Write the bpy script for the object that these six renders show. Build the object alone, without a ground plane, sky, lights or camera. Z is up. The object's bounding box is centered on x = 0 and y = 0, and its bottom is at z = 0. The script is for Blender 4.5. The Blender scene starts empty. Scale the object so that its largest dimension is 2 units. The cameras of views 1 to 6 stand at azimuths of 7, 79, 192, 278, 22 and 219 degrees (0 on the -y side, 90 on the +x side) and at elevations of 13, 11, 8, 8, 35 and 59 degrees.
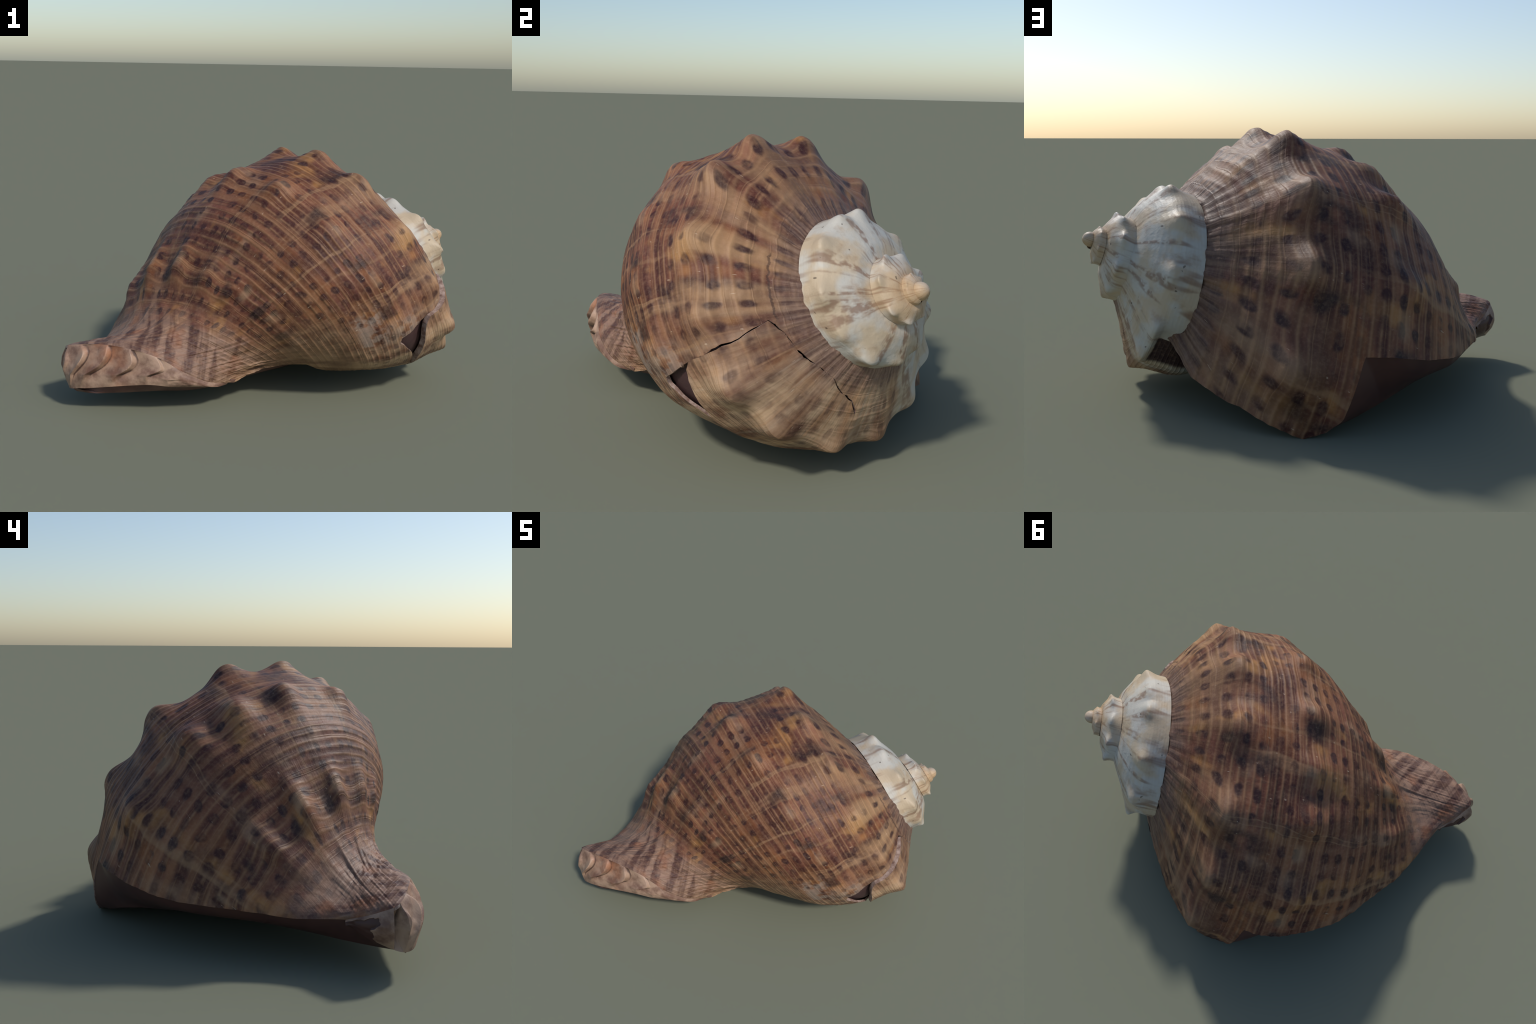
"""A spotted whelk-like sea shell lying on its aperture.

The shell is a helico-spiral: one profile (suture - shoulder - base - neck) is
carried round a tilted axis while it shrinks exponentially towards the apex.
"""
import math
import bpy
import numpy as np
from mathutils import Matrix, Vector

# ------------------------------------------------------------------ shell axis
APEX = np.array([.956, .405, .766])
D = np.array([.76419, .52576, .37362]); D /= np.linalg.norm(D)   # towards the apex
U = np.cross([0, 0, 1], D); U /= np.linalg.norm(U)
V = np.cross(D, U)
C0, KK = -.0197, .12915            # log shoulder radius at turn angle 0, and its decay per radian


def shoulder_radius(a):
    return np.exp(C0 - KK * np.radians(a))


def cubic(x, y, q):
    """cubic Hermite interpolation through hand-placed stations"""
    x = np.asarray(x, float); y = np.asarray(y, float)
    m = np.gradient(y, x)
    i = np.clip(np.searchsorted(x, q) - 1, 0, len(x) - 2)
    h = x[i + 1] - x[i]
    s = (q - x[i]) / h
    return ((2*s**3 - 3*s**2 + 1) * y[i] + (s**3 - 2*s**2 + s) * h * m[i]
            + (-2*s**3 + 3*s**2) * y[i + 1] + (s**3 - s**2) * h * m[i + 1])


def sstep(x, lo, hi):
    s = np.clip((x - lo) / (hi - lo), 0, 1)
    return s * s * (3 - 2 * s)


# profile stations: w, height along the axis, radius (both in shoulder radii)
PROFILE = np.array([
    [0.0, -.42, .415], [0.35, -.555, .62], [0.7, -.69, .84], [1.0, -.805, .965],
    [1.15, -.86, .985], [1.5, -1.03, 1.0], [2.0, -1.255, .995], [2.5, -1.56, .85],
    [3.0, -1.87, .64], [3.4, -2.05, .48], [4.0, -2.33, .40], [4.6, -2.6, .40]])

# how the last whorl swells and flattens: cross-sections every 30 degrees back from the lip
SWELL_A = np.array([-45, -15, 15, 45, 75, 105, 135, 165, 195, 225, 255, 285, 330.])
SWELL_W = np.array([0, .5, 1., 1.4, 2., 2.5, 3., 3.5, 4.])
SWELL = np.array([
    [-0.012, 0.010, 0.008, 0.040, 0.060, 0.085, 0.073, 0.049, 0.022],
    [-0.041, -0.019, -0.026, 0.028, 0.110, 0.126, 0.068, 0.045, 0.017],
    [-0.042, -0.045, -0.034, 0.018, 0.042, 0.108, 0.066, 0.042, 0.012],
    [-0.044, -0.031, -0.025, 0.014, 0.025, 0.100, 0.061, 0.038, 0.009],
    [-0.053, -0.005, -0.019, 0.001, 0.009, 0.075, 0.038, 0.035, 0.005],
    [-0.052, -0.006, -0.027, -0.007, 0.016, 0.059, 0.025, 0.021, 0.001],
    [-0.046, -0.020, -0.034, -0.016, 0.010, 0.043, 0.005, 0.018, -0.002],
    [-0.028, -0.016, -0.032, -0.023, 0.002, 0.041, 0.005, -0.007, -0.004],
    [-0.024, -0.010, -0.025, -0.029, -0.008, 0.020, -0.018, -0.013, -0.004],
    [-0.010, -0.017, -0.032, -0.046, -0.084, -0.071, -0.040, -0.019, -0.004],
    [-0.011, -0.025, -0.040, -0.054, -0.091, -0.081, -0.046, -0.024, -0.007],
    [-0.014, -0.022, -0.027, -0.024, -0.032, -0.042, -0.038, -0.026, -0.013],
    [-0.018, -0.014, -0.005, 0.004, 0.005, -0.010, -0.023, -0.025, -0.022],
])
SPIRE_W = np.array([0, .35, .7, 1., 1.2, 1.7])
SPIRE_SWELL = np.array([-.010, .012, .010, .008, .022, .026])

# rows of knobs: turn angle and strength
SHOULDER_KNOBS = [(-36, .5), (-11, .9), (15, .95), (39.5, 1.1), (68, 1.1), (93, 1.0), (116.8, 1.0),
                  (144, .75), (171.3, .6), (197, .9), (220, .7), (247, .7), (273, .8), (300, .9), (326, .9),
                  (360, 1.), (396, .8), (436, 1.1), (457, .8), (490, 1.2), (526, 1.2), (557, .7), (590, 1.2), (624, .8),
                  (658, .6), (698, 1.1), (740, 1.2), (782, .8), (826, 1.3), (869, 1.2), (925, 1.1), (970, 1.), (1018, .8),
                  (1066, 1.), (1116, .8), (1168, .9), (1222, .6)]
SECOND_KNOBS = [(-5, .4), (18, .8), (43.5, 1.2), (60.5, 1.0), (79, 1.2), (104, 1.), (130, .5), (155, .35), (180, .3)]
THIRD_KNOBS = [(16, .5), (39.4, 1.), (61.4, 1.3), (82.7, 1.25), (103.3, .9), (120.8, .7), (138, .4)]


def bumps(a, knobs, width):
    out = np.zeros_like(a)
    width = width * (1 + .7 * sstep(a, 330, 720))
    for c, s in knobs:
        side = np.where(a > c, width * .9, width * 1.1)
        out = np.maximum(out, s * np.exp(-1.7 * np.abs((a - c) / side) ** 2.2))
    return out


def bilinear(a, w):
    def loc(x, n):
        i = np.clip(np.searchsorted(n, x) - 1, 0, len(n) - 2)
        return i, np.clip((x - n[i]) / (n[i + 1] - n[i]), 0, 1)
    i, f = loc(a, SWELL_A); j, g = loc(w, SWELL_W)
    f = f * f * (3 - 2 * f) * .4 + f * .6
    g = g * g * (3 - 2 * g) * .4 + g * .6
    S = SWELL
    return (S[i, j] * (1 - f) * (1 - g) + S[i + 1, j] * f * (1 - g) + S[i, j + 1] * (1 - f) * g + S[i + 1, j + 1] * f * g)


_rng = np.random.default_rng(11)
_LAT = _rng.random((128, 128))


def vnoise(x, y):
    """smooth lattice noise, -1..1"""
    xi = np.floor(x).astype(int); yi = np.floor(y).astype(int)
    fx = x - xi; fy = y - yi
    fx = fx * fx * (3 - 2 * fx); fy = fy * fy * (3 - 2 * fy)
    g = lambda p, q: _LAT[p % 128, q % 128]
    return 2 * (g(xi, yi)*(1-fx)*(1-fy) + g(xi+1, yi)*fx*(1-fy) + g(xi, yi+1)*(1-fx)*fy + g(xi+1, yi+1)*fx*fy) - 1


def whorl(a, w, detail=1.0, lift=0.0):
    """point of the shell's outer face at turn angle a (degrees back from the lip) and profile place w"""
    a, w = np.broadcast_arrays(np.asarray(a, float), np.asarray(w, float))
    R = shoulder_radius(a)
    tau = cubic(PROFILE[:, 0], PROFILE[:, 1], w)
    rho = cubic(PROFILE[:, 0], PROFILE[:, 2], w)
    e = 1e-3
    dt = cubic(PROFILE[:, 0], PROFILE[:, 1], w + e) - cubic(PROFILE[:, 0], PROFILE[:, 1], w - e)
    dr = cubic(PROFILE[:, 0], PROFILE[:, 2], w + e) - cubic(PROFILE[:, 0], PROFILE[:, 2], w - e)
    n = np.hypot(dt, dr)
    nt, nr = dr / n, -dt / n
    # knobs with an axial fold that runs up the ramp and a little way down the flank
    fold = np.where(w < 1, np.exp(-((w - 1) / .20) ** 2) * .78 + .22 * np.exp(-((w - 1) / .5) ** 2),
                    np.exp(-((w - 1) / .22) ** 2) * .8 + .2 * np.exp(-((w - 1) / .8) ** 2))
    k1 = bumps(a, SHOULDER_KNOBS, 8.5) * fold
    k2 = bumps(a, SECOND_KNOBS, 6.5) * np.exp(-((w - 2.05) / .2) ** 2)
    k3 = bumps(a, THIRD_KNOBS, 6.5) * np.exp(-((w - 3.0) / .2) ** 2)
    out = bilinear(a, w)
    sp = np.interp(w, SPIRE_W, SPIRE_SWELL)
    out = out + (sp - out) * sstep(a, 316, 360)
    rho = rho * (1 - .03 * sstep(a, 580, 760) * sstep(w, .4, .9))
    k1 = k1 * (1 + .05 * sstep(a, 316, 350) + .6 * sstep(a, 590, 740))
    rho = rho + .075 * k1 + .058 * k2 + .036 * k3
    tau = tau + .028 * k1 + .01 * k2 - .012 * k3
    # on the spire each whorl starts lower on the one before, which leaves a step
    step = np.exp(-(w / .24) ** 2) * sstep(a, 335, 420)
    tau = tau - .072 * step
    rho = rho + .022 * step
    # spiral cords, growth wrinkles and slow unevenness
    fine = np.clip(R / .8, .25, 1)
    cord = .5 + .5 * np.cos(2 * np.pi * (tau / .042 + .5 * vnoise(a / 14, tau * 3)))
    cord_b = .5 + .5 * np.cos(2 * np.pi * (tau / .125 + .2))
    wr = vnoise(a / 4.2, tau * 2.5 + 7) * .9 + vnoise(a / 1.5, tau * 4 + 3) * .35
    lump = vnoise(a / 9, tau * 7) * .6 + vnoise(a / 4, tau * 14 + 31) * .4
    ramp = np.exp(-((w - .25) / .35) ** 2)
    out = out + detail * fine * (.0026 * cord**2 + .0026 * cord_b**2 + .0028 * wr * (.15 + 1.3 * ramp) + .004 * lump)
    # ragged upper edge where the whorl clings to the one before
    rag = np.exp(-(w / .10) ** 2) * np.where(a < 330, 1, .4)
    out = out + detail * fine * rag * (-.004 + .026 * vnoise(a / 6, tau * 4 + 60) + .006 * vnoise(a / 1.3, tau * 6 + 90))
    out = out - .07 * sstep(a, 293, 306) * (1 - sstep(a, 318, 340)) * sstep(w, 1.02, 1.25)     # hollow parietal corner
    out = out + lift / R
    t = (tau + nt * out) * R
    r = (rho + nr * out) * R
    # the neck and canal bend away from the axis, towards the back of the shell
    s = np.clip((-1.62 - t) / .66, 0, 1.3)
    off = .27 * s**1.6 * np.clip(1 - (a - 100) / 250, .3, 1)
    th = np.radians(a); tb = math.radians(82)
    x = r * np.cos(th) + off * math.cos(tb)
    y = r * np.sin(th) + off * math.sin(tb)
    return APEX + t[..., None] * D + x[..., None] * U + y[..., None] * V


# outer lip: turn angle where the shell ends, along the profile
LIP_W = [0, .3, .5, .7, .9, 1.0, 1.3, 1.45, 1.56, 1.62, 1.86, 2.2, 2.5, 3.0, 3.4]
LIP_A = [-42, -40, -34, -29, -27, -26.5, -25, -21.5, -17, -2, 0, 2, 5, 11, 14]
NECK_W = 3.2


def lip_angle(w):
    return np.interp(w, LIP_W, LIP_A)


def curve3(P, q, x=None):
    P = np.asarray(P, float)
    if x is None:
        x = np.r_[0, np.cumsum(np.linalg.norm(np.diff(P, axis=0), axis=1))]; x = x / x[-1]
    return np.stack([cubic(x, P[:, k], q) for k in range(3)], -1)


# the siphonal canal: crest of the fasciole, its lower rim, and the line the tube bends along
EDGE_A = [16, 50, 72, 96, 122, 145, 165, 185]
CREST = [(-.89, -.52, .225), (-.955, -.66, .285), (-.955, -.74, .325), (-.735, -.79, .358), (-.49, -.789, .312),
         (-.35, -.775, .235), (-.235, -.72, .17), (-.12, -.62, .135)]
RIM = [(-.885, -.53, .20), (-.94, -.64, .155), (-.945, -.76, .116), (-.86, -.82, .132), (-.53, -.815, .17),
       (-.39, -.78, .155), (-.24, -.70, .14), (-.12, -.60, .15)]
TUBE = [(-.30, -.50, .22), (-.93, -.74, .24)]
# inner side of the aperture: parietal wall, columella, canal mouth
INNER = [(.42, .557, .215), (.36, .47, .13), (.26, .35, .05), (.12, .19, .015), (-.04, 0, .010), (-.15, -.15, .012),
         (-.24, -.3, .025), (-.36, -.47, .05), (-.55, -.66, .095), (-.72, -.75, .105), (-.86, -.80, .115), (-.93, -.765, .114)]
# the lowest line of the aperture's filling
GROUND_LINE = [(-.165, .767, .004), (-.325, .69, .035), (-.46, .585, .09), (-.57, .43, .13), (-.65, .25, .15), (-.70, .05, .15),
               (-.74, -.15, .145), (-.79, -.35, .13), (-.85, -.55, .115), (-.89, -.68, .11), (-.93, -.765, .114)]
PARIETAL = [(.47, .50, .32), (.42, .38, .22), (.40, .2, .14), (.35, .05, .13), (.3, -.08, .14), (.25, -.3, .19),
            (.15, -.45, .22), (-.02, -.56, .2), (-.22, -.67, .15), (-.45, -.77, .17), (-.845, -.79, .14)]

# ------------------------------------------------------------------ mesh helpers
FRAME = Matrix(((U[0], V[0], D[0], APEX[0]), (U[1], V[1], D[1], APEX[1]), (U[2], V[2], D[2], APEX[2]), (0, 0, 0, 1)))
FRAME[2][3] += .003        # rests on the ground


def local(X):
    q = X - APEX
    return np.stack([q @ U, q @ V, q @ D], -1)


def quads(n, m, off=0):
    i = np.arange(n * m).reshape(n, m)
    return np.stack([i[:-1, :-1], i[:-1, 1:], i[1:, 1:], i[1:, :-1]], -1).reshape(-1, 4) + off


def make(name, X, F, mats, parent, smooth=True, slots=None):
    me = bpy.data.meshes.new(name)
    used = np.unique(F)
    remap = np.full(len(X), -1); remap[used] = np.arange(len(used))
    P = local(X[used]); F = remap[F]
    me.vertices.add(len(P)); me.vertices.foreach_set("co", P.astype(np.float32).ravel())
    k = F.shape[1]
    me.loops.add(F.size); me.loops.foreach_set("vertex_index", F.astype(np.int32).ravel())
    me.polygons.add(len(F)); me.polygons.foreach_set("loop_start", np.arange(0, F.size, k, dtype=np.int32))
    for m in mats:
        me.materials.append(m)
    if slots is not None:
        me.polygons.foreach_set("material_index", slots.astype(np.int32))
    me.update(calc_edges=True); me.validate()
    me.polygons.foreach_set("use_smooth", np.full(len(me.polygons), smooth))
    o = bpy.data.objects.new(name, me)
    bpy.context.collection.objects.link(o)
    o.parent = parent
    o.matrix_world = FRAME
    return o


def shell_solid(name, outer, inner, F, mats, parent):
    """a wall between two matching sheets, closed by a rim along every open border; slots: outside, inside, rim"""
    n = len(outer)
    E = np.concatenate([F[:, [i, (i + 1) % 4]] for i in range(4)])
    key = np.sort(E, 1); key = key[:, 0].astype(np.int64) * n + key[:, 1]
    u, idx, cnt = np.unique(key, return_index=True, return_counts=True)
    b = E[idx[cnt == 1]]
    b = b[b[:, 0] != b[:, 1]]
    rim = np.stack([b[:, 1], b[:, 0], b[:, 0] + n, b[:, 1] + n], 1)
    allF = np.concatenate([F, F[:, ::-1] + n, rim])
    slots = np.concatenate([np.zeros(len(F)), np.ones(len(F)), np.full(len(rim), 2)])
    o = make(name, np.vstack([outer, inner]), allF, mats, parent, slots=slots)
    me = o.data
    import bmesh
    bm = bmesh.new(); bm.from_mesh(me)
    bmesh.ops.dissolve_degenerate(bm, dist=1e-5, edges=bm.edges)
    for e in bm.edges:                       # crisp rims
        if len(e.link_faces) == 2 and (e.link_faces[0].material_index == 2) != (e.link_faces[1].material_index == 2):
            e.smooth = False
    bm.to_mesh(me); bm.free()
    return o


def in_poly(x, y, P):
    ins = np.zeros(x.shape, bool)
    for (x0, y0), (x1, y1) in zip(P, np.roll(P, -1, 0)):
        c = (y0 > y) != (y1 > y)
        with np.errstate(divide="ignore", invalid="ignore"):
            ins ^= c & (x < x0 + (y - y0) * (x1 - x0) / (y1 - y0))
    return ins


def snap(x, y, P, cell):
    """move the grid points that lie within a cell of the outline P on to it"""
    best = np.full(x.shape, 1e9); bx = x.copy(); by = y.copy()
    for (x0, y0), (x1, y1) in zip(P, np.roll(P, -1, 0)):
        dx, dy = x1 - x0, y1 - y0
        s = np.clip(((x - x0) * dx + (y - y0) * dy) / (dx * dx + dy * dy + 1e-12), 0, 1)
        px, py = x0 + s * dx, y0 + s * dy
        d = np.hypot(px - x, py - y)
        m = d < best
        best[m] = d[m]; bx[m] = px[m]; by[m] = py[m]
    m = best < cell
    return np.where(m, bx, x), np.where(m, by, y)


# ------------------------------------------------------------------ the break
# outline (turn angle, w) of the loose piece and of the gap it leaves
WSC = 28.0      # w in degrees-like units, so that both axes are about equal in length


def roughen(P, amp, seed, step=1.2):
    r = np.random.default_rng(seed); out = []
    for p, q in zip(P, np.roll(P, -1, 0)):
        n = max(1, int(np.hypot(*(q - p)) / step))
        for i in range(n):
            out.append(p + (q - p) * i / n + (r.normal(0, amp, 2) if i else 0))
    return np.array(out)


def scaled(P):
    P = np.array(P, float); P[:, 1] *= WSC
    return P


PIECE = scaled([(175.9, .442), (183, .366), (191, .346), (202, .320), (211, .294), (222.5, .303), (231, .373), (243, .438),
                (256, .7), (262, 1.1), (258, 1.5), (246, 1.7), (232, 1.80), (218, 1.80), (210, 1.76), (203, 1.68),
                (196, 1.61), (190, 1.55), (186, 1.48), (183.4, 1.38), (182.6, 1.1), (180.7, .70)])
GAP = scaled([(175.4, .43), (183, .358), (191, .338), (202, .312), (211, .287), (222.5, .295), (231, .362), (243, .425), (249, .52),
              (250, .9), (253, 1.2), (248, 1.5), (238, 1.7), (226, 1.80), (215, 1.85), (207, 1.84), (201, 1.88),
              (195, 1.97), (189.5, 2.05), (187.0, 2.01), (185.5, 1.75), (183.6, 1.44), (182.2, 1.1), (180.3, .70)])
GAP = roughen(GAP, .16, 3, 2.2)
PIECE = roughen(PIECE, .16, 4, 2.2)

# ------------------------------------------------------------------ build
from types import SimpleNamespace


def build_geometry(M):
    root = bpy.data.objects.new("sea_snail_shell", None)
    bpy.context.collection.objects.link(root)
    root["label"] = "spotted brown spiral sea snail shell with pale pointed spire"
    root["category"] = "sea shell"

    # -- body whorl: sheet + drawn-out neck, one grid in (along whorl) x (down profile)
    NA, NW, NN = 880, 290, 60
    w = np.r_[np.linspace(0, .6, 90)[:-1], np.linspace(.6, NECK_W, NW - 89)]
    end = np.interp(w, [0, 2.6, 2.9, 3.2], [316, 316, 260, 200])
    lip = lip_angle(w)
    s = np.linspace(0, 1, NA)[:, None]
    A = lip + (end - lip) * s
    W = np.broadcast_to(w, A.shape).copy()
    x, y = snap(A, W * WSC, GAP, .25)
    ins = in_poly(A, W * WSC, GAP)
    X = whorl(x, y / WSC)
    # neck
    q = EDGE_A[0] + (EDGE_A[-1] - EDGE_A[0]) * s[:, 0]
    E = curve3(CREST, q, np.array(EDGE_A))
    X0 = X[:, -1]; T0 = (whorl(A[:, -1], NECK_W, 0) - whorl(A[:, -1], NECK_W - .05, 0))
    T0 /= np.linalg.norm(T0, axis=1)[:, None]
    L = np.linalg.norm(E - X0, axis=1)[:, None]
    v = np.linspace(0, 1, NN)[1:]
    T1 = (E - X0)
    rows = [(2*k**3 - 3*k**2 + 1) * X0 + (k**3 - 2*k**2 + k) * T0 * L * 1.3 + (-2*k**3 + 3*k**2) * E + (k**3 - k**2) * T1 * 1.0
            for k in v]
    N = np.array(rows).transpose(1, 0, 2)
    axis0, axis1 = np.array(TUBE[0]), np.array(TUBE[1]); ax = axis1 - axis0
    u = np.clip(((N - axis0) @ ax) / (ax @ ax), -.2, 1.2)
    rad = N - (axis0 + u[..., None] * ax)
    pinch = 1 - (.34 - .21 * sstep(q, 45, 125))[:, None] * np.sin(np.pi * v[None, :] ** (.8 + .7 * sstep(q, 40, 100))[:, None]) * sstep(q, 14, 36)[:, None]
    wrk = .004 * vnoise(q[:, None] / 2.2 + v * 5, v * 3 + 5) + .003 * vnoise(q[:, None] / 6, v * 26 + 50) + .006 * vnoise(q[:, None] / 14, v * 6 + 80)
    fade = np.sin(np.pi * np.clip(v * 1.0, 0, 1))[None, :] ** .5
    N = axis0 + u[..., None] * ax + rad * (pinch + wrk * fade / np.maximum(.1, np.linalg.norm(rad, axis=-1)))[..., None]
    full = np.concatenate([X, N], 1)
    F = quads(NA, NW + NN - 1)
    cx = x.ravel(); cy = y.ravel()
    # drop the faces of the gap
    col = F % (NW + NN - 1); row = F // (NW + NN - 1)
    face_w = col.max(1) < NW
    fx = np.where(face_w, x[row[:, :], np.minimum(col, NW - 1)].mean(1), -999)
    fy = np.where(face_w, y[row[:, :], np.minimum(col, NW - 1)].mean(1), -999)
    F = F[~(face_w & in_poly(fx, fy, GAP))]
    WALL = .013
    Xi = whorl(x, y / WSC, 0, -WALL)
    Ni = N - rad / np.maximum(.05, np.linalg.norm(rad, axis=-1, keepdims=True)) * WALL
    inner = np.concatenate([Xi, Ni], 1)
    shell_solid("body_whorl", full.reshape(-1, 3), inner.reshape(-1, 3), F, [M.body, M.inside, M.broken], root)

    # -- the loose piece, sprung outwards along its long break
    a = np.linspace(172, 264, 420); wv = np.r_[np.linspace(.25, .6, 60)[:-1], np.linspace(.6, 2.0, 180)]
    A2, W2 = np.meshgrid(a, wv, indexing="ij")
    x2, y2 = snap(A2, W2 * WSC, PIECE, .2)
    lift = .025 * (1 - sstep(x2, 176, 245)) * (.35 + .65 * sstep(y2 / WSC, .3, .7)) + .001
    P2 = whorl(x2, y2 / WSC, 1.0, lift)
    F2 = quads(*A2.shape)
    fx = x2.ravel()[F2].mean(1); fy = y2.ravel()[F2].mean(1)
    F2 = F2[in_poly(fx, fy, PIECE)]
    Pi = whorl(x2, y2 / WSC, 0, lift - .032)
    shell_solid("broken_fragment", P2.reshape(-1, 3), Pi.reshape(-1, 3), F2, [M.body, M.inside, M.broken], root)

    # -- dark brown plate set close under the hole
    a = np.linspace(179, 226, 80); wv = np.linspace(.9, 2.3, 80)
    A4, W4 = np.meshgrid(a, wv, indexing="ij")
    P4 = whorl(A4, W4, 0, -.024)
    make("hole_dark_plate", P4.reshape(-1, 3), quads(80, 80), [M.deep], root)

    # -- spire
    a = np.linspace(316, 1330, 1100); wv = np.linspace(0, 1.7, 110)
    A3, W3 = np.meshgrid(a, wv, indexing="ij")
    P3 = whorl(A3, W3, .8)
    make("spire", P3.reshape(-1, 3), quads(*A3.shape), [M.spire], root)
    th = np.linspace(0, 2 * np.pi, 48); ph = np.linspace(0, np.pi, 24)
    TH, PH = np.meshgrid(th, ph, indexing="ij")
    tip = APEX + D * -.034 + .036 * (np.sin(PH)[..., None] * (np.cos(TH)[..., None] * U + np.sin(TH)[..., None] * V)) + .038 * np.cos(PH)[..., None] * D
    make("apex_bud", tip.reshape(-1, 3), quads(48, 24), [M.spire], root)

    # -- siphonal fasciole: the stacked ends of former canals
    n, m = 420, 60
    q = np.linspace(EDGE_A[0], EDGE_A[-1], n)
    E = curve3(CREST, q, np.array(EDGE_A)); B = curve3(RIM, q, np.array(EDGE_A))
    k = np.linspace(0, 1, m)
    band = E[:, None] + (B - E)[:, None] * k[None, :, None]
    tang = np.gradient(E, axis=0); tang /= np.linalg.norm(tang, axis=1)[:, None]
    nrm = np.cross(tang, B - E); nrm /= np.linalg.norm(nrm, axis=1)[:, None] + 1e-9
    cen = (axis0 + np.clip(((E - axis0) @ ax) / (ax @ ax), -.2, 1.2)[:, None] * ax)
    sg = np.sign(((.5 * (E + B) - cen) * nrm).sum(1)); sg[sg == 0] = 1
    nrm *= sg[:, None]
    arc = np.r_[0, np.cumsum(np.linalg.norm(np.diff(E, axis=0), axis=1))][:, None]
    # scalloped steps: each former canal end is a crescent overlapping the next
    ph = (arc - .13 - .05 * np.sin(np.pi * np.clip(k * 1.5, 0, 1))[None, :]) / .125 + .12 * vnoise(arc * 9, k[None, :] * 3)
    saw = ph - np.floor(ph)
    step = np.where(saw < .82, saw / .82, (1 - saw) / .18)
    env = np.clip(np.sin(np.pi * np.clip(k, 0, 1)), 0, 1)[None, :] ** .6 * sstep(arc, .02, .12) * (1 - sstep(arc, .62, .95)) * (1 - .8 * sstep(k, .55, .95))[None, :] * sstep(q, 66, 92)[:, None]
    tipb = sstep(q, 16, 62) * (1 - sstep(q, 86, 112))
    out = .042 * (step ** 1.5 - .62) * env + (.014 + .020 * tipb[:, None]) * np.sin(np.pi * k)[None, :] + (.003 + .002 * vnoise(arc * 30, k[None, :] * 8)) * np.sin(np.pi * k)[None, :]
    band = band + nrm[:, None] * out[..., None]
    # the dark mouth of the canal takes the lip side of the band; its rim is ragged
    fq = quads(n, m)
    mouth = (q[:, None] + 5 * vnoise(k[None, :] * 9 + 3, q[:, None] * 0 + 2) < 50) & (k[None, :] > .16 + .05 * vnoise(q[:, None] / 4, k[None, :] * 0 + 8))
    band = band - nrm[:, None] * (.012 * mouth * sstep(q, 16, 24)[:, None] * np.sin(np.pi * k)[None, :])[..., None]
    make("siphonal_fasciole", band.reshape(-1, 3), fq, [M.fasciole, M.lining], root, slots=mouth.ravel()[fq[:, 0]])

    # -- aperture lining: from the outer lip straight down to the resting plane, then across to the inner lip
    def resample(P, n):
        d = np.r_[0, np.cumsum(np.linalg.norm(np.diff(P, axis=0), axis=1))]
        return np.stack([np.interp(np.linspace(0, d[-1], n), d, P[:, j]) for j in range(3)], 1)
    wl = np.linspace(0, NECK_W, 500)
    Lp = np.vstack([whorl(lip_angle(wl), wl, 0, -.004), full[0, NW:], curve3(RIM, np.linspace(17, 76, 60), np.array(EDGE_A))])
    cut = np.searchsorted(wl, 1.3)
    k = np.linspace(0, 1, 60)[None, :, None]
    qq = np.linspace(0, 1, 200)
    Lc = resample(Lp[cut:], 200); Gc = curve3(GROUND_LINE, qq)
    bow = np.sin(np.pi * k) * (.036 * np.sin(np.pi * np.clip(qq * 1.1, 0, 1)))[:, None, None]
    cap = Lc[:, None] + (Gc - Lc)[:, None] * k + bow * np.array([-.75, .45, -.3])
    Fl = np.vstack([resample(Lp[:cut + 1], 80)[:-1], Gc])
    Ic = curve3(INNER, np.linspace(0, 1, len(Fl)))
    floor = Fl[:, None] + (Ic - Fl)[:, None] * k
    n1 = cap.reshape(-1, 3)
    make("aperture_lining", np.vstack([n1, floor.reshape(-1, 3)]), np.vstack([quads(200, 60), quads(len(Fl), 60, len(n1))]), [M.lining], root)

    # -- inner lip: callus spread over the base and the columella
    qq = np.linspace(0, 1, 260); k = np.linspace(0, 1, 70)[None, :, None]
    J = curve3(PARIETAL, qq)
    Ii = curve3(INNER, qq)
    cal = Ii[:, None] + (J - Ii)[:, None] * k
    cal[..., 2] -= (.03 * np.sin(np.pi * k[..., 0])) * sstep(qq, .1, .3)[:, None]
    make("inner_lip", cal.reshape(-1, 3), quads(260, 70), [M.callus], root)
    return root


# ------------------------------------------------------------------ materials
def srgb(r, g, b):
    f = lambda c: (c / 255 / 12.92) if c <= 10 else ((c / 255 + .055) / 1.055) ** 2.4
    return (f(r), f(g), f(b), 1)


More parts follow.
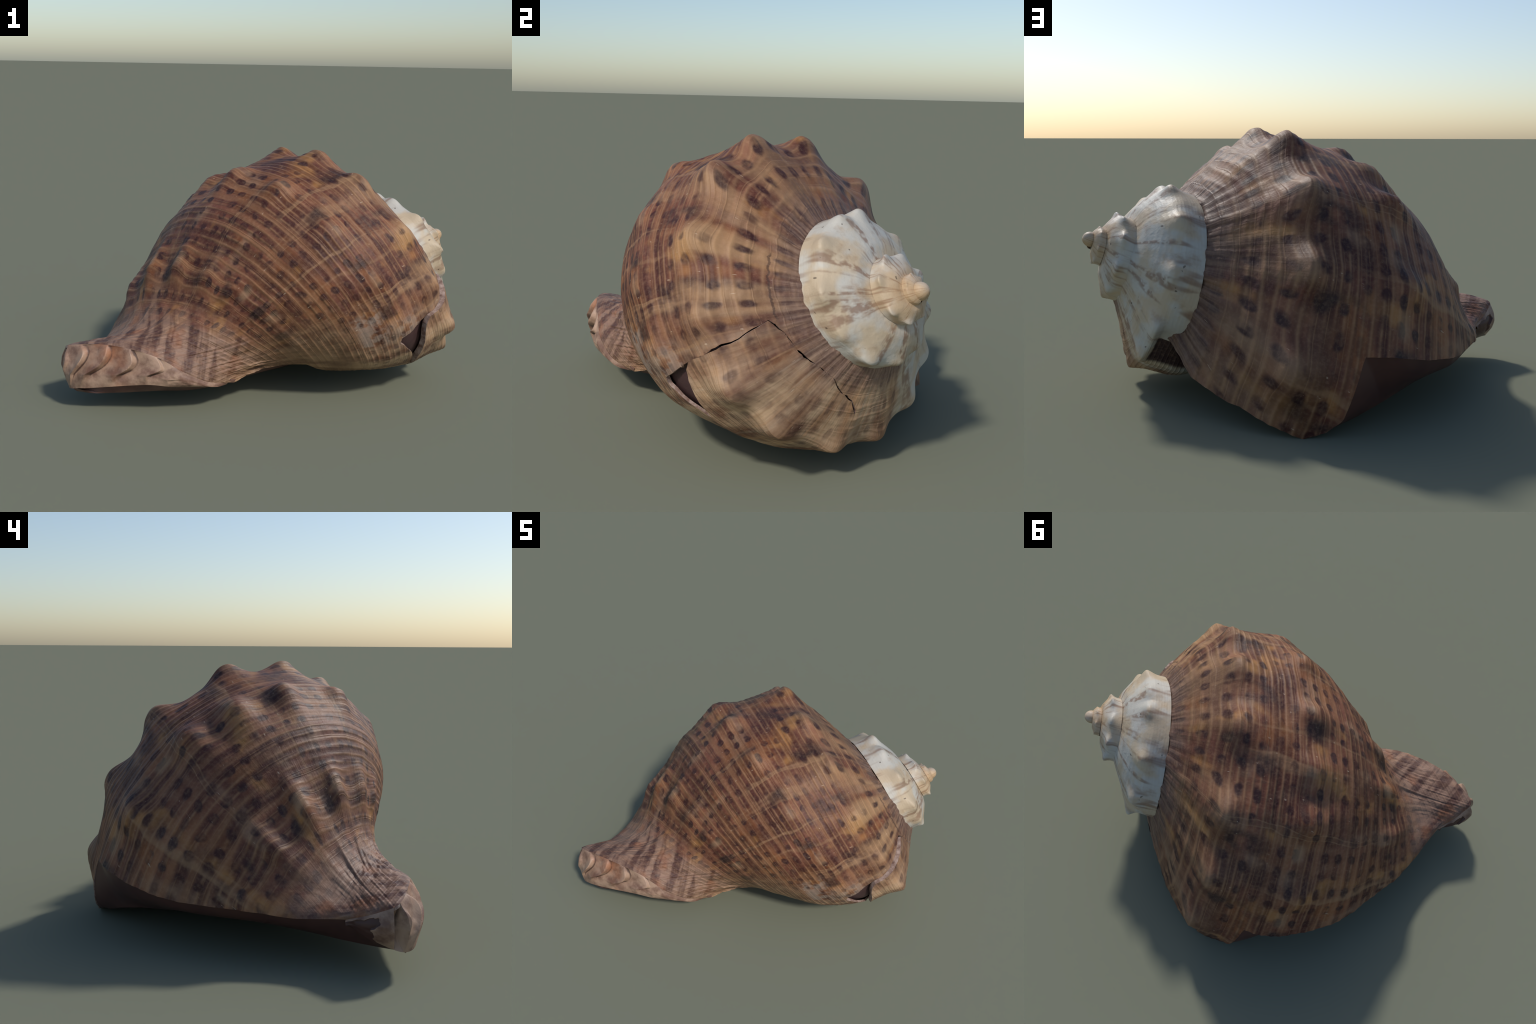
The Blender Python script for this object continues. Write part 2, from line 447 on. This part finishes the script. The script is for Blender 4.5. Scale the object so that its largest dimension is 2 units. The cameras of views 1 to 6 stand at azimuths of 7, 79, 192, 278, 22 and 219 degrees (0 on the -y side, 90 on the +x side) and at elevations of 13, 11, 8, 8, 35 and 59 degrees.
class Nodes:
    def __init__(self, name):
        self.mat = bpy.data.materials.new(name); self.mat.use_nodes = True
        self.t = self.mat.node_tree; self.t.nodes.clear()
        self.out = self.t.nodes.new("ShaderNodeOutputMaterial")
        self.bsdf = self.t.nodes.new("ShaderNodeBsdfPrincipled")
        self.t.links.new(self.bsdf.outputs[0], self.out.inputs[0])

    def put(self, sock, v):
        if hasattr(v, "is_output"):
            self.t.links.new(v, sock)
        else:
            sock.default_value = v

    def math(self, op, a, b=0.0, c=0.0, clamp=False):
        n = self.t.nodes.new("ShaderNodeMath"); n.operation = op; n.use_clamp = clamp
        for i, v in enumerate((a, b, c)):
            self.put(n.inputs[i], v)
        return n.outputs[0]

    def mix(self, f, a, b):
        n = self.t.nodes.new("ShaderNodeMix"); n.data_type = "RGBA"
        self.put(n.inputs[0], f); self.put(n.inputs[6], a); self.put(n.inputs[7], b)
        return n.outputs[2]

    def vec(self, x, y, z):
        n = self.t.nodes.new("ShaderNodeCombineXYZ")
        for i, v in enumerate((x, y, z)):
            self.put(n.inputs[i], v)
        return n.outputs[0]

    def noise(self, vec, scale, detail=3, rough=.55, dist=0.0):
        n = self.t.nodes.new("ShaderNodeTexNoise")
        self.put(n.inputs["Vector"], vec); n.inputs["Scale"].default_value = scale
        n.inputs["Detail"].default_value = detail; n.inputs["Roughness"].default_value = rough
        n.inputs["Distortion"].default_value = dist
        return n.outputs[0]

    def band(self, x, lo, hi):
        """smooth 0..1 rise of x from lo to hi"""
        n = self.t.nodes.new("ShaderNodeMapRange"); n.interpolation_type = "SMOOTHSTEP"
        self.put(n.inputs[0], x); n.inputs[1].default_value = lo; n.inputs[2].default_value = hi
        return n.outputs[0]

    def mul(self, *v):
        o = v[0]
        for b in v[1:]:
            o = self.math("MULTIPLY", o, b)
        return o

    def add(self, *v):
        o = v[0]
        for b in v[1:]:
            o = self.math("ADD", o, b)
        return o

    def inv(self, v):
        return self.math("SUBTRACT", 1.0, v)

    def wave(self, x, period, phase=0.0):
        """0..1 cosine of x"""
        k = self.math("MULTIPLY_ADD", x, 2 * math.pi / period, phase)
        return self.math("MULTIPLY_ADD", self.math("COSINE", k), .5, .5)

    def finish(self, colour, rough, bump=None, strength=.3, dist=.01, spec=.35):
        self.put(self.bsdf.inputs["Base Color"], colour)
        self.put(self.bsdf.inputs["Roughness"], rough)
        self.bsdf.inputs["Specular IOR Level"].default_value = spec
        if bump is not None:
            b = self.t.nodes.new("ShaderNodeBump")
            b.inputs["Strength"].default_value = strength; b.inputs["Distance"].default_value = dist
            self.put(b.inputs["Height"], bump); self.t.links.new(b.outputs[0], self.bsdf.inputs["Normal"])
        return self.mat

    def shell_coords(self):
        """turn angle in degrees back from the lip, place along the axis in shoulder radii"""
        tc = self.t.nodes.new("ShaderNodeTexCoord")
        sp = self.t.nodes.new("ShaderNodeSeparateXYZ")
        self.t.links.new(tc.outputs["Object"], sp.inputs[0])
        X, Y, Z = sp.outputs
        ang = self.math("ARCTAN2", Y, X)
        ang = self.math("ADD", ang, self.mul(self.math("LESS_THAN", ang, math.radians(-43)), 2 * math.pi))
        deg = self.math("MULTIPLY", ang, 180 / math.pi)
        R = self.math("EXPONENT", self.math("MULTIPLY_ADD", ang, -KK, C0))
        tau = self.math("DIVIDE", Z, R)
        return tc.outputs["Object"], deg, tau, R


def spire_colour(n, obj, a):
    cl = n.noise(obj, 6.5, 3)
    col = n.mix(n.band(cl, .40, .60), srgb(192, 187, 176), srgb(192, 173, 146))
    cl2 = n.noise(obj, 10.0, 4, .6)
    col = n.mix(n.mul(n.band(cl2, .52, .74), .5), col, srgb(150, 118, 88))
    sp = n.t.nodes.new("ShaderNodeSeparateXYZ"); n.t.links.new(obj, sp.inputs[0])
    rad = n.math("SQRT", n.add(n.math("MULTIPLY", sp.outputs[0], sp.outputs[0]), n.math("MULTIPLY", sp.outputs[1], sp.outputs[1])))
    # tan dashes in rays that run from suture to shoulder
    ray = n.noise(n.vec(n.math("MULTIPLY", a, .09), n.math("MULTIPLY", sp.outputs[2], 3.0), 2.0), 1.0, 2)
    dash = n.noise(n.vec(n.math("MULTIPLY", a, .14), n.math("MULTIPLY", rad, 24), 0.0), 1.0, 2)
    col = n.mix(n.mul(n.band(ray, .50, .62), n.band(dash, .36, .58), .7), col, srgb(126, 92, 70))
    # stained towards the tip
    col = n.mix(n.mul(n.band(rad, .19, .05), .45), col, srgb(190, 150, 104))
    pit = n.band(n.noise(obj, 30, 1), .74, .78)
    col = n.mix(n.mul(pit, .7), col, srgb(70, 56, 46))
    return col


def body_material():
    n = Nodes("spotted_shell")
    obj, a, tau, R = n.shell_coords()
    pv = lambda sa, st, z=0.0: n.vec(n.math("MULTIPLY", a, sa), n.math("MULTIPLY", tau, st), z)
    depth = n.math("MULTIPLY", tau, -1.0)                      # 0 apex .. 0.8 shoulder .. 2 neck
    warp = n.math("SUBTRACT", n.noise(pv(.06, 5), 1.0, 2), .5)
    warp2 = n.math("SUBTRACT", n.noise(pv(.12, 3, 4.0), 1.0, 2), .5)
    # ground colour: chestnut, orange and grey-tan clouds stretched along the whorl
    cloud = n.noise(pv(.03, 6.0, 2.0), 1.0, 3)
    cloud2 = n.noise(pv(.045, 3.4, 9.0), 1.0, 2)
    col = n.mix(n.band(cloud, .36, .64), srgb(84, 44, 35), srgb(128, 77, 57))
    col = n.mix(n.mul(n.band(cloud2, .50, .68), .65), col, srgb(148, 92, 48))
    # older half of the whorl: paler, mottled
    old = n.band(a, 158, 205)
    mott = n.noise(n.vec(n.math("MULTIPLY", a, .085), n.math("MULTIPLY", tau, 3.0), 17.0), 1.0, 3)
    oldc = n.mix(n.band(mott, .36, .62), srgb(112, 78, 60), srgb(204, 174, 140))
    col = n.mix(n.mul(old, .85), col, oldc)
    streak = n.noise(n.vec(n.math("MULTIPLY", a, .22), n.math("MULTIPLY", tau, 1.2), 27.0), 1.0, 2)
    col = n.mix(n.mul(old, n.band(streak, .58, .70), .5), col, srgb(186, 166, 142))
    # broad darker and lighter growth stages
    stage = n.noise(n.vec(n.math("MULTIPLY", a, .075), n.math("MULTIPLY", tau, .5), 47.0), 1.0, 2)
    col = n.mix(n.mul(n.band(stage, .50, .66), n.math("MULTIPLY_ADD", old, -.4, .7)), col, srgb(62, 33, 28))
    col = n.mix(n.mul(n.band(stage, .44, .32), .35), col, srgb(166, 122, 90))
    patch = n.noise(n.vec(n.math("MULTIPLY", a, .065), n.math("MULTIPLY", tau, 2.6), 67.0), 1.0, 2)
    col = n.mix(n.mul(n.band(patch, .56, .70), n.math("MULTIPLY_ADD", old, -.6, .75)), col, srgb(186, 132, 74))
    col = n.mix(n.mul(n.band(patch, .42, .30), .5), col, srgb(164, 134, 108))
    # spiral bands, dark between thin pale cords
    t2 = n.math("MULTIPLY_ADD", warp, .018, tau)
    bandy = n.noise(n.vec(n.math("MULTIPLY", a, .014), n.math("MULTIPLY", t2, 17.0), 0.0), 1.0, 2)
    col = n.mix(n.mul(n.band(bandy, .46, .60), n.math("MULTIPLY_ADD", old, -.45, .62)), col, srgb(76, 38, 28))
    fine = n.noise(n.vec(n.math("MULTIPLY", a, .02), n.math("MULTIPLY", t2, 44.0), 6.0), 1.0, 2)
    brk = n.band(n.noise(pv(.05, 5, 3.0), 1.0, 2), .28, .6)
    line = n.mul(n.math("POWER", n.wave(t2, .042), 4.0), brk)
    line2 = n.mul(n.math("POWER", n.wave(t2, .0213, 1.0), 6.0), n.band(fine, .48, .62))
    line = n.math("MAXIMUM", line, n.mul(line2, .7))
    col = n.mix(n.mul(line, n.math("MULTIPLY_ADD", old, -.35, .5)), col, srgb(176, 134, 96))
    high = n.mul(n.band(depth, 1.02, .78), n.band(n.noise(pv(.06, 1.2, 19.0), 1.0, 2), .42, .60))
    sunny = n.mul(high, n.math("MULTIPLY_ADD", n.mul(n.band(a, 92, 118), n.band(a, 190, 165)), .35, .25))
    col = n.mix(sunny, col, srgb(200, 160, 116))  # ramp colour lightened to carry its whitish highlights
    # spots: soft dashes where dark bands cross growth stages; small and close on the flank, larger on the ramp
    warp3 = n.math("SUBTRACT", n.noise(pv(.20, 9, 54.0), 1.0, 1), .5)
    sa = n.add(n.math("MULTIPLY_ADD", warp2, 4.0, a), n.math("MULTIPLY", warp3, 3.0))
    st = n.math("MULTIPLY_ADD", warp3, .03, t2)
    def dashes(pa, pt, f1, f2, lo, hi):
        return n.band(n.math("MULTIPLY", n.wave(sa, pa, f1), n.wave(st, pt, f2)), lo, hi)
    upper = n.band(depth, 1.12, .96)
    keep = n.band(n.noise(pv(.05, 3.0, 13.0), 1.0, 2), .28, .46)
    keepf = n.band(n.noise(n.vec(n.math("MULTIPLY", a, .09), n.math("MULTIPLY", tau, 5.0), 23.0), 1.0, 2), .34, .54)
    ramp = n.band(n.math("MULTIPLY_ADD", n.noise(pv(.06, 6, 61.0), 1.0, 2), .1, depth), .66, .54)
    big = n.mul(dashes(8.0, .105, .5, .6, .28, .8), keep, upper)
    small = n.mul(dashes(6.6, .088, .3, .2, .24, .66), n.math("MULTIPLY_ADD", keepf, .9, .1), n.inv(upper))
    spot = n.math("MAXIMUM", big, small)
    spot = n.mul(spot, n.math("MULTIPLY_ADD", old, -.45, 1.0), n.math("MULTIPLY_ADD", n.band(n.noise(pv(.16, 12, 77.0), 1.0, 2), .36, .52), .6, .4))
    # cream to orange spiral bands that lie between the rows of spots
    cream = n.mul(n.math("POWER", n.wave(st, .088, .2 + math.pi), 2.0), n.inv(upper), n.inv(n.mul(old, .7)),
                  n.band(n.noise(n.vec(n.math("MULTIPLY", a, .03), n.math("MULTIPLY", tau, 5.0), 91.0), 1.0, 2), .36, .6))
    col = n.mix(n.mul(cream, .55), col, srgb(166, 117, 82))
    col = n.mix(n.mul(spot, .92), col, n.mix(n.band(cloud, .4, .6), srgb(60, 26, 24), srgb(48, 28, 32)))
    # growth stages: thin pale axial rays, and broader paler stages high on the flank
    ray_a = n.math("MULTIPLY_ADD", warp2, 7.0, a)
    raysel = n.noise(n.vec(n.math("MULTIPLY", ray_a, .19), n.math("MULTIPLY", tau, .25), 7.0), 1.0, 1)
    rays = n.mul(n.band(raysel, .60, .66), n.inv(n.mul(n.band(raysel, .66, .70), .8)), n.band(n.noise(pv(.03, 1.2, 8.0), 1.0, 1), .34, .56))
    rayl = n.mul(rays, n.inv(n.mul(spot, .6)))
    col = n.mix(n.mul(rayl, .5), col, srgb(172, 134, 98))
    # big dark blotches beside the knobs of the rows, on their lip side
    def row(tc, width, period, phase, shift):
        near = n.band(n.math("ABSOLUTE", n.math("ADD", tau, tc)), width, width * .25)
        return n.mul(near, n.band(n.wave(n.math("ADD", a, shift), period, phase), .70, .97))
    irr = n.band(n.noise(pv(.10, 4, 21.0), 1.0, 1), .36, .56)
    blotch = n.mul(n.math("MULTIPLY_ADD", old, -.6, 1.0), n.math("MAXIMUM", n.math("MAXIMUM", row(.93, .17, 25.3, 0, 10.5 + 8), row(1.27, .10, 24.5, 0, -8 + 9)),
                          row(1.92, .08, 21.6, 0, -17 + 8)), irr)
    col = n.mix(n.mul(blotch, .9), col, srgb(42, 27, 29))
    tips = n.mul(n.math("MAXIMUM", n.math("MAXIMUM", n.mul(row(.78, .06, 25.3, 0, 10.5), .5), n.mul(row(1.25, .05, 24.5, 0, -8), .8)),
                        row(1.88, .06, 21.6, 0, -17)), irr)
    col = n.mix(n.mul(tips, .42), col, srgb(184, 154, 122))
    # grey-brown scaly ramp by the suture
    scal = n.noise(pv(.5, 2.5, 1.0), 1.0, 4, .65)
    rampc = n.mix(n.band(scal, .35, .65), srgb(84, 62, 56), srgb(136, 112, 98))
    col = n.mix(n.mul(ramp, .85), col, rampc)
    # washed-out grey pink neck that keeps its bands
    neck = n.band(depth, 1.98, 2.25)
    nn = n.noise(n.vec(n.math("MULTIPLY_ADD", tau, 12.0, n.math("MULTIPLY", a, .13)), n.math("MULTIPLY", tau, 2.0), 30.0), 1.0, 3)
    neckc = n.mix(n.band(nn, .40, .60), srgb(82, 60, 56), srgb(160, 130, 111))
    neckc = n.mix(n.mul(n.band(n.noise(obj, 7, 2), .5, .65), .6), neckc, srgb(156, 98, 66))
    col = n.mix(n.mul(neck, .75), col, neckc)
    # smooth tan shell low on the old side
    low = n.mul(n.band(n.math("MULTIPLY_ADD", n.noise(obj, 6, 2), 30.0, a), 152, 215), n.band(depth, 1.46, 1.68))
    col = n.mix(n.mul(low, .8), col, n.mix(n.band(mott, .4, .6), srgb(120, 92, 68), srgb(156, 124, 92)))
    # worn chalky scar in front of the break, and bleached shell round the hole
    scar = n.mul(n.band(n.math("ABSOLUTE", n.math("SUBTRACT", a, 177.0)), 13, 7), n.band(n.math("ABSOLUTE", n.math("ADD", tau, 1.44)), .14, .07),
                 n.band(n.noise(pv(.18, 9, 40.0), 1.0, 3), .42, .56))
    hole = n.mul(n.band(n.math("ABSOLUTE", n.math("SUBTRACT", a, 184.0)), 12, 3), n.band(n.math("ABSOLUTE", n.math("ADD", tau, 1.18)), .20, .08),
                 n.band(n.noise(pv(.3, 12, 44.0), 1.0, 3), .42, .54))
    col = n.mix(n.mul(n.math("MAXIMUM", scar, n.mul(hole, .7)), .62), col, srgb(166, 150, 136))
    # the whole skin a little deeper and redder
    col = n.mix(n.math("MULTIPLY_ADD", old, -.12, .17), col, srgb(46, 20, 22))
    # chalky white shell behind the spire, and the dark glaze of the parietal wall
    edge = n.math("MULTIPLY_ADD", n.noise(obj, 9, 3), 26.0, a)
    col = n.mix(n.band(edge, 292, 304), col, spire_colour(n, obj, a))
    par = n.mul(n.band(a, 296, 299), n.band(n.math("MULTIPLY_ADD", n.noise(obj, 12, 2), .1, depth), .90, .93))
    col = n.mix(par, col, srgb(60, 42, 40))
    # hairline crack along the ramp, from the corner of the break
    crk = n.math("ABSOLUTE", n.add(tau, .575, n.math("MULTIPLY", n.math("SUBTRACT", n.noise(pv(.25, 0, 71.0), 1.0, 3), .5), .028)))
    crack = n.mul(n.band(crk, .0055, .002), n.band(a, 138, 142), n.band(a, 178, 175))
    col = n.mix(n.mul(crack, .65), col, srgb(48, 32, 30))
    # grain and small pale nicks
    grain = n.noise(obj, 60, 3, .6)
    col = n.mix(n.mul(n.band(grain, .40, .75), .12), col, srgb(196, 160, 128))
    fleck = n.band(n.noise(pv(.9, 20, 5.0), 1.0, 2), .70, .76)
    col = n.mix(n.mul(fleck, .45), col, srgb(210, 186, 160))
    h = n.add(n.mul(line, .6), n.mul(n.noise(pv(.9, 6, 2.0), 1.0, 2), .45), n.mul(grain, .25), n.mul(n.noise(obj, 16, 3), .9))
    rough = n.math("MULTIPLY_ADD", grain, .2, .47)
    return n.finish(col, rough, h, .45, .007, .3)


def spire_material():
    n = Nodes("chalky_spire")
    obj, a, tau, R = n.shell_coords()
    col = spire_colour(n, obj, a)
    grain = n.noise(obj, 55, 3)
    h = n.add(n.mul(n.noise(obj, 22, 4), 1.0), n.mul(grain, .4))
    return n.finish(col, .5, h, .35, .008)


def plain(name, c1, c2, scale, rough=.55, stretch=None, bump=.25):
    n = Nodes(name)
    tc = n.t.nodes.new("ShaderNodeTexCoord"); v = tc.outputs["Object"]
    a = n.noise(v, scale, 4, .6)
    col = n.mix(n.band(a, .32, .68), c1, c2)
    return n.finish(col, rough, n.noise(v, scale * 6, 3), bump, .006)


def fasciole_material():
    n = Nodes("worn_fasciole")
    tc = n.t.nodes.new("ShaderNodeTexCoord"); v = tc.outputs["Object"]
    a = n.noise(v, 9, 4, .6)
    col = n.mix(n.band(a, .35, .65), srgb(116, 86, 72), srgb(172, 142, 120))
    b = n.noise(v, 5, 3)
    col = n.mix(n.mul(n.band(b, .52, .7), .5), col, srgb(168, 104, 66))
    # darker colour in the grooves between the folds
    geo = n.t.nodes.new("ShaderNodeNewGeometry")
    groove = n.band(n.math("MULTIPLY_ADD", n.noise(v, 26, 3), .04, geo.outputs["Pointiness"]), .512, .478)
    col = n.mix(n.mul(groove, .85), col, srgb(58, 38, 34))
    return n.finish(col, .5, n.noise(v, 40, 3), .3, .008)


M = SimpleNamespace(
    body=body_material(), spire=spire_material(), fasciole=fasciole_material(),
    inside=plain("shell_inside", srgb(62, 44, 44), srgb(82, 58, 54), 6),
    lining=plain("aperture_brown", srgb(70, 46, 42), srgb(84, 56, 48), 4, .45, bump=.1),
    deep=plain("hole_dark_brown", srgb(64, 45, 45), srgb(76, 54, 52), 8),
    callus=plain("callus", srgb(78, 54, 48), srgb(106, 76, 66), 6, .4),
    broken=plain("broken_edge", srgb(122, 94, 82), srgb(186, 164, 152), 26, .7))
build_geometry(M)
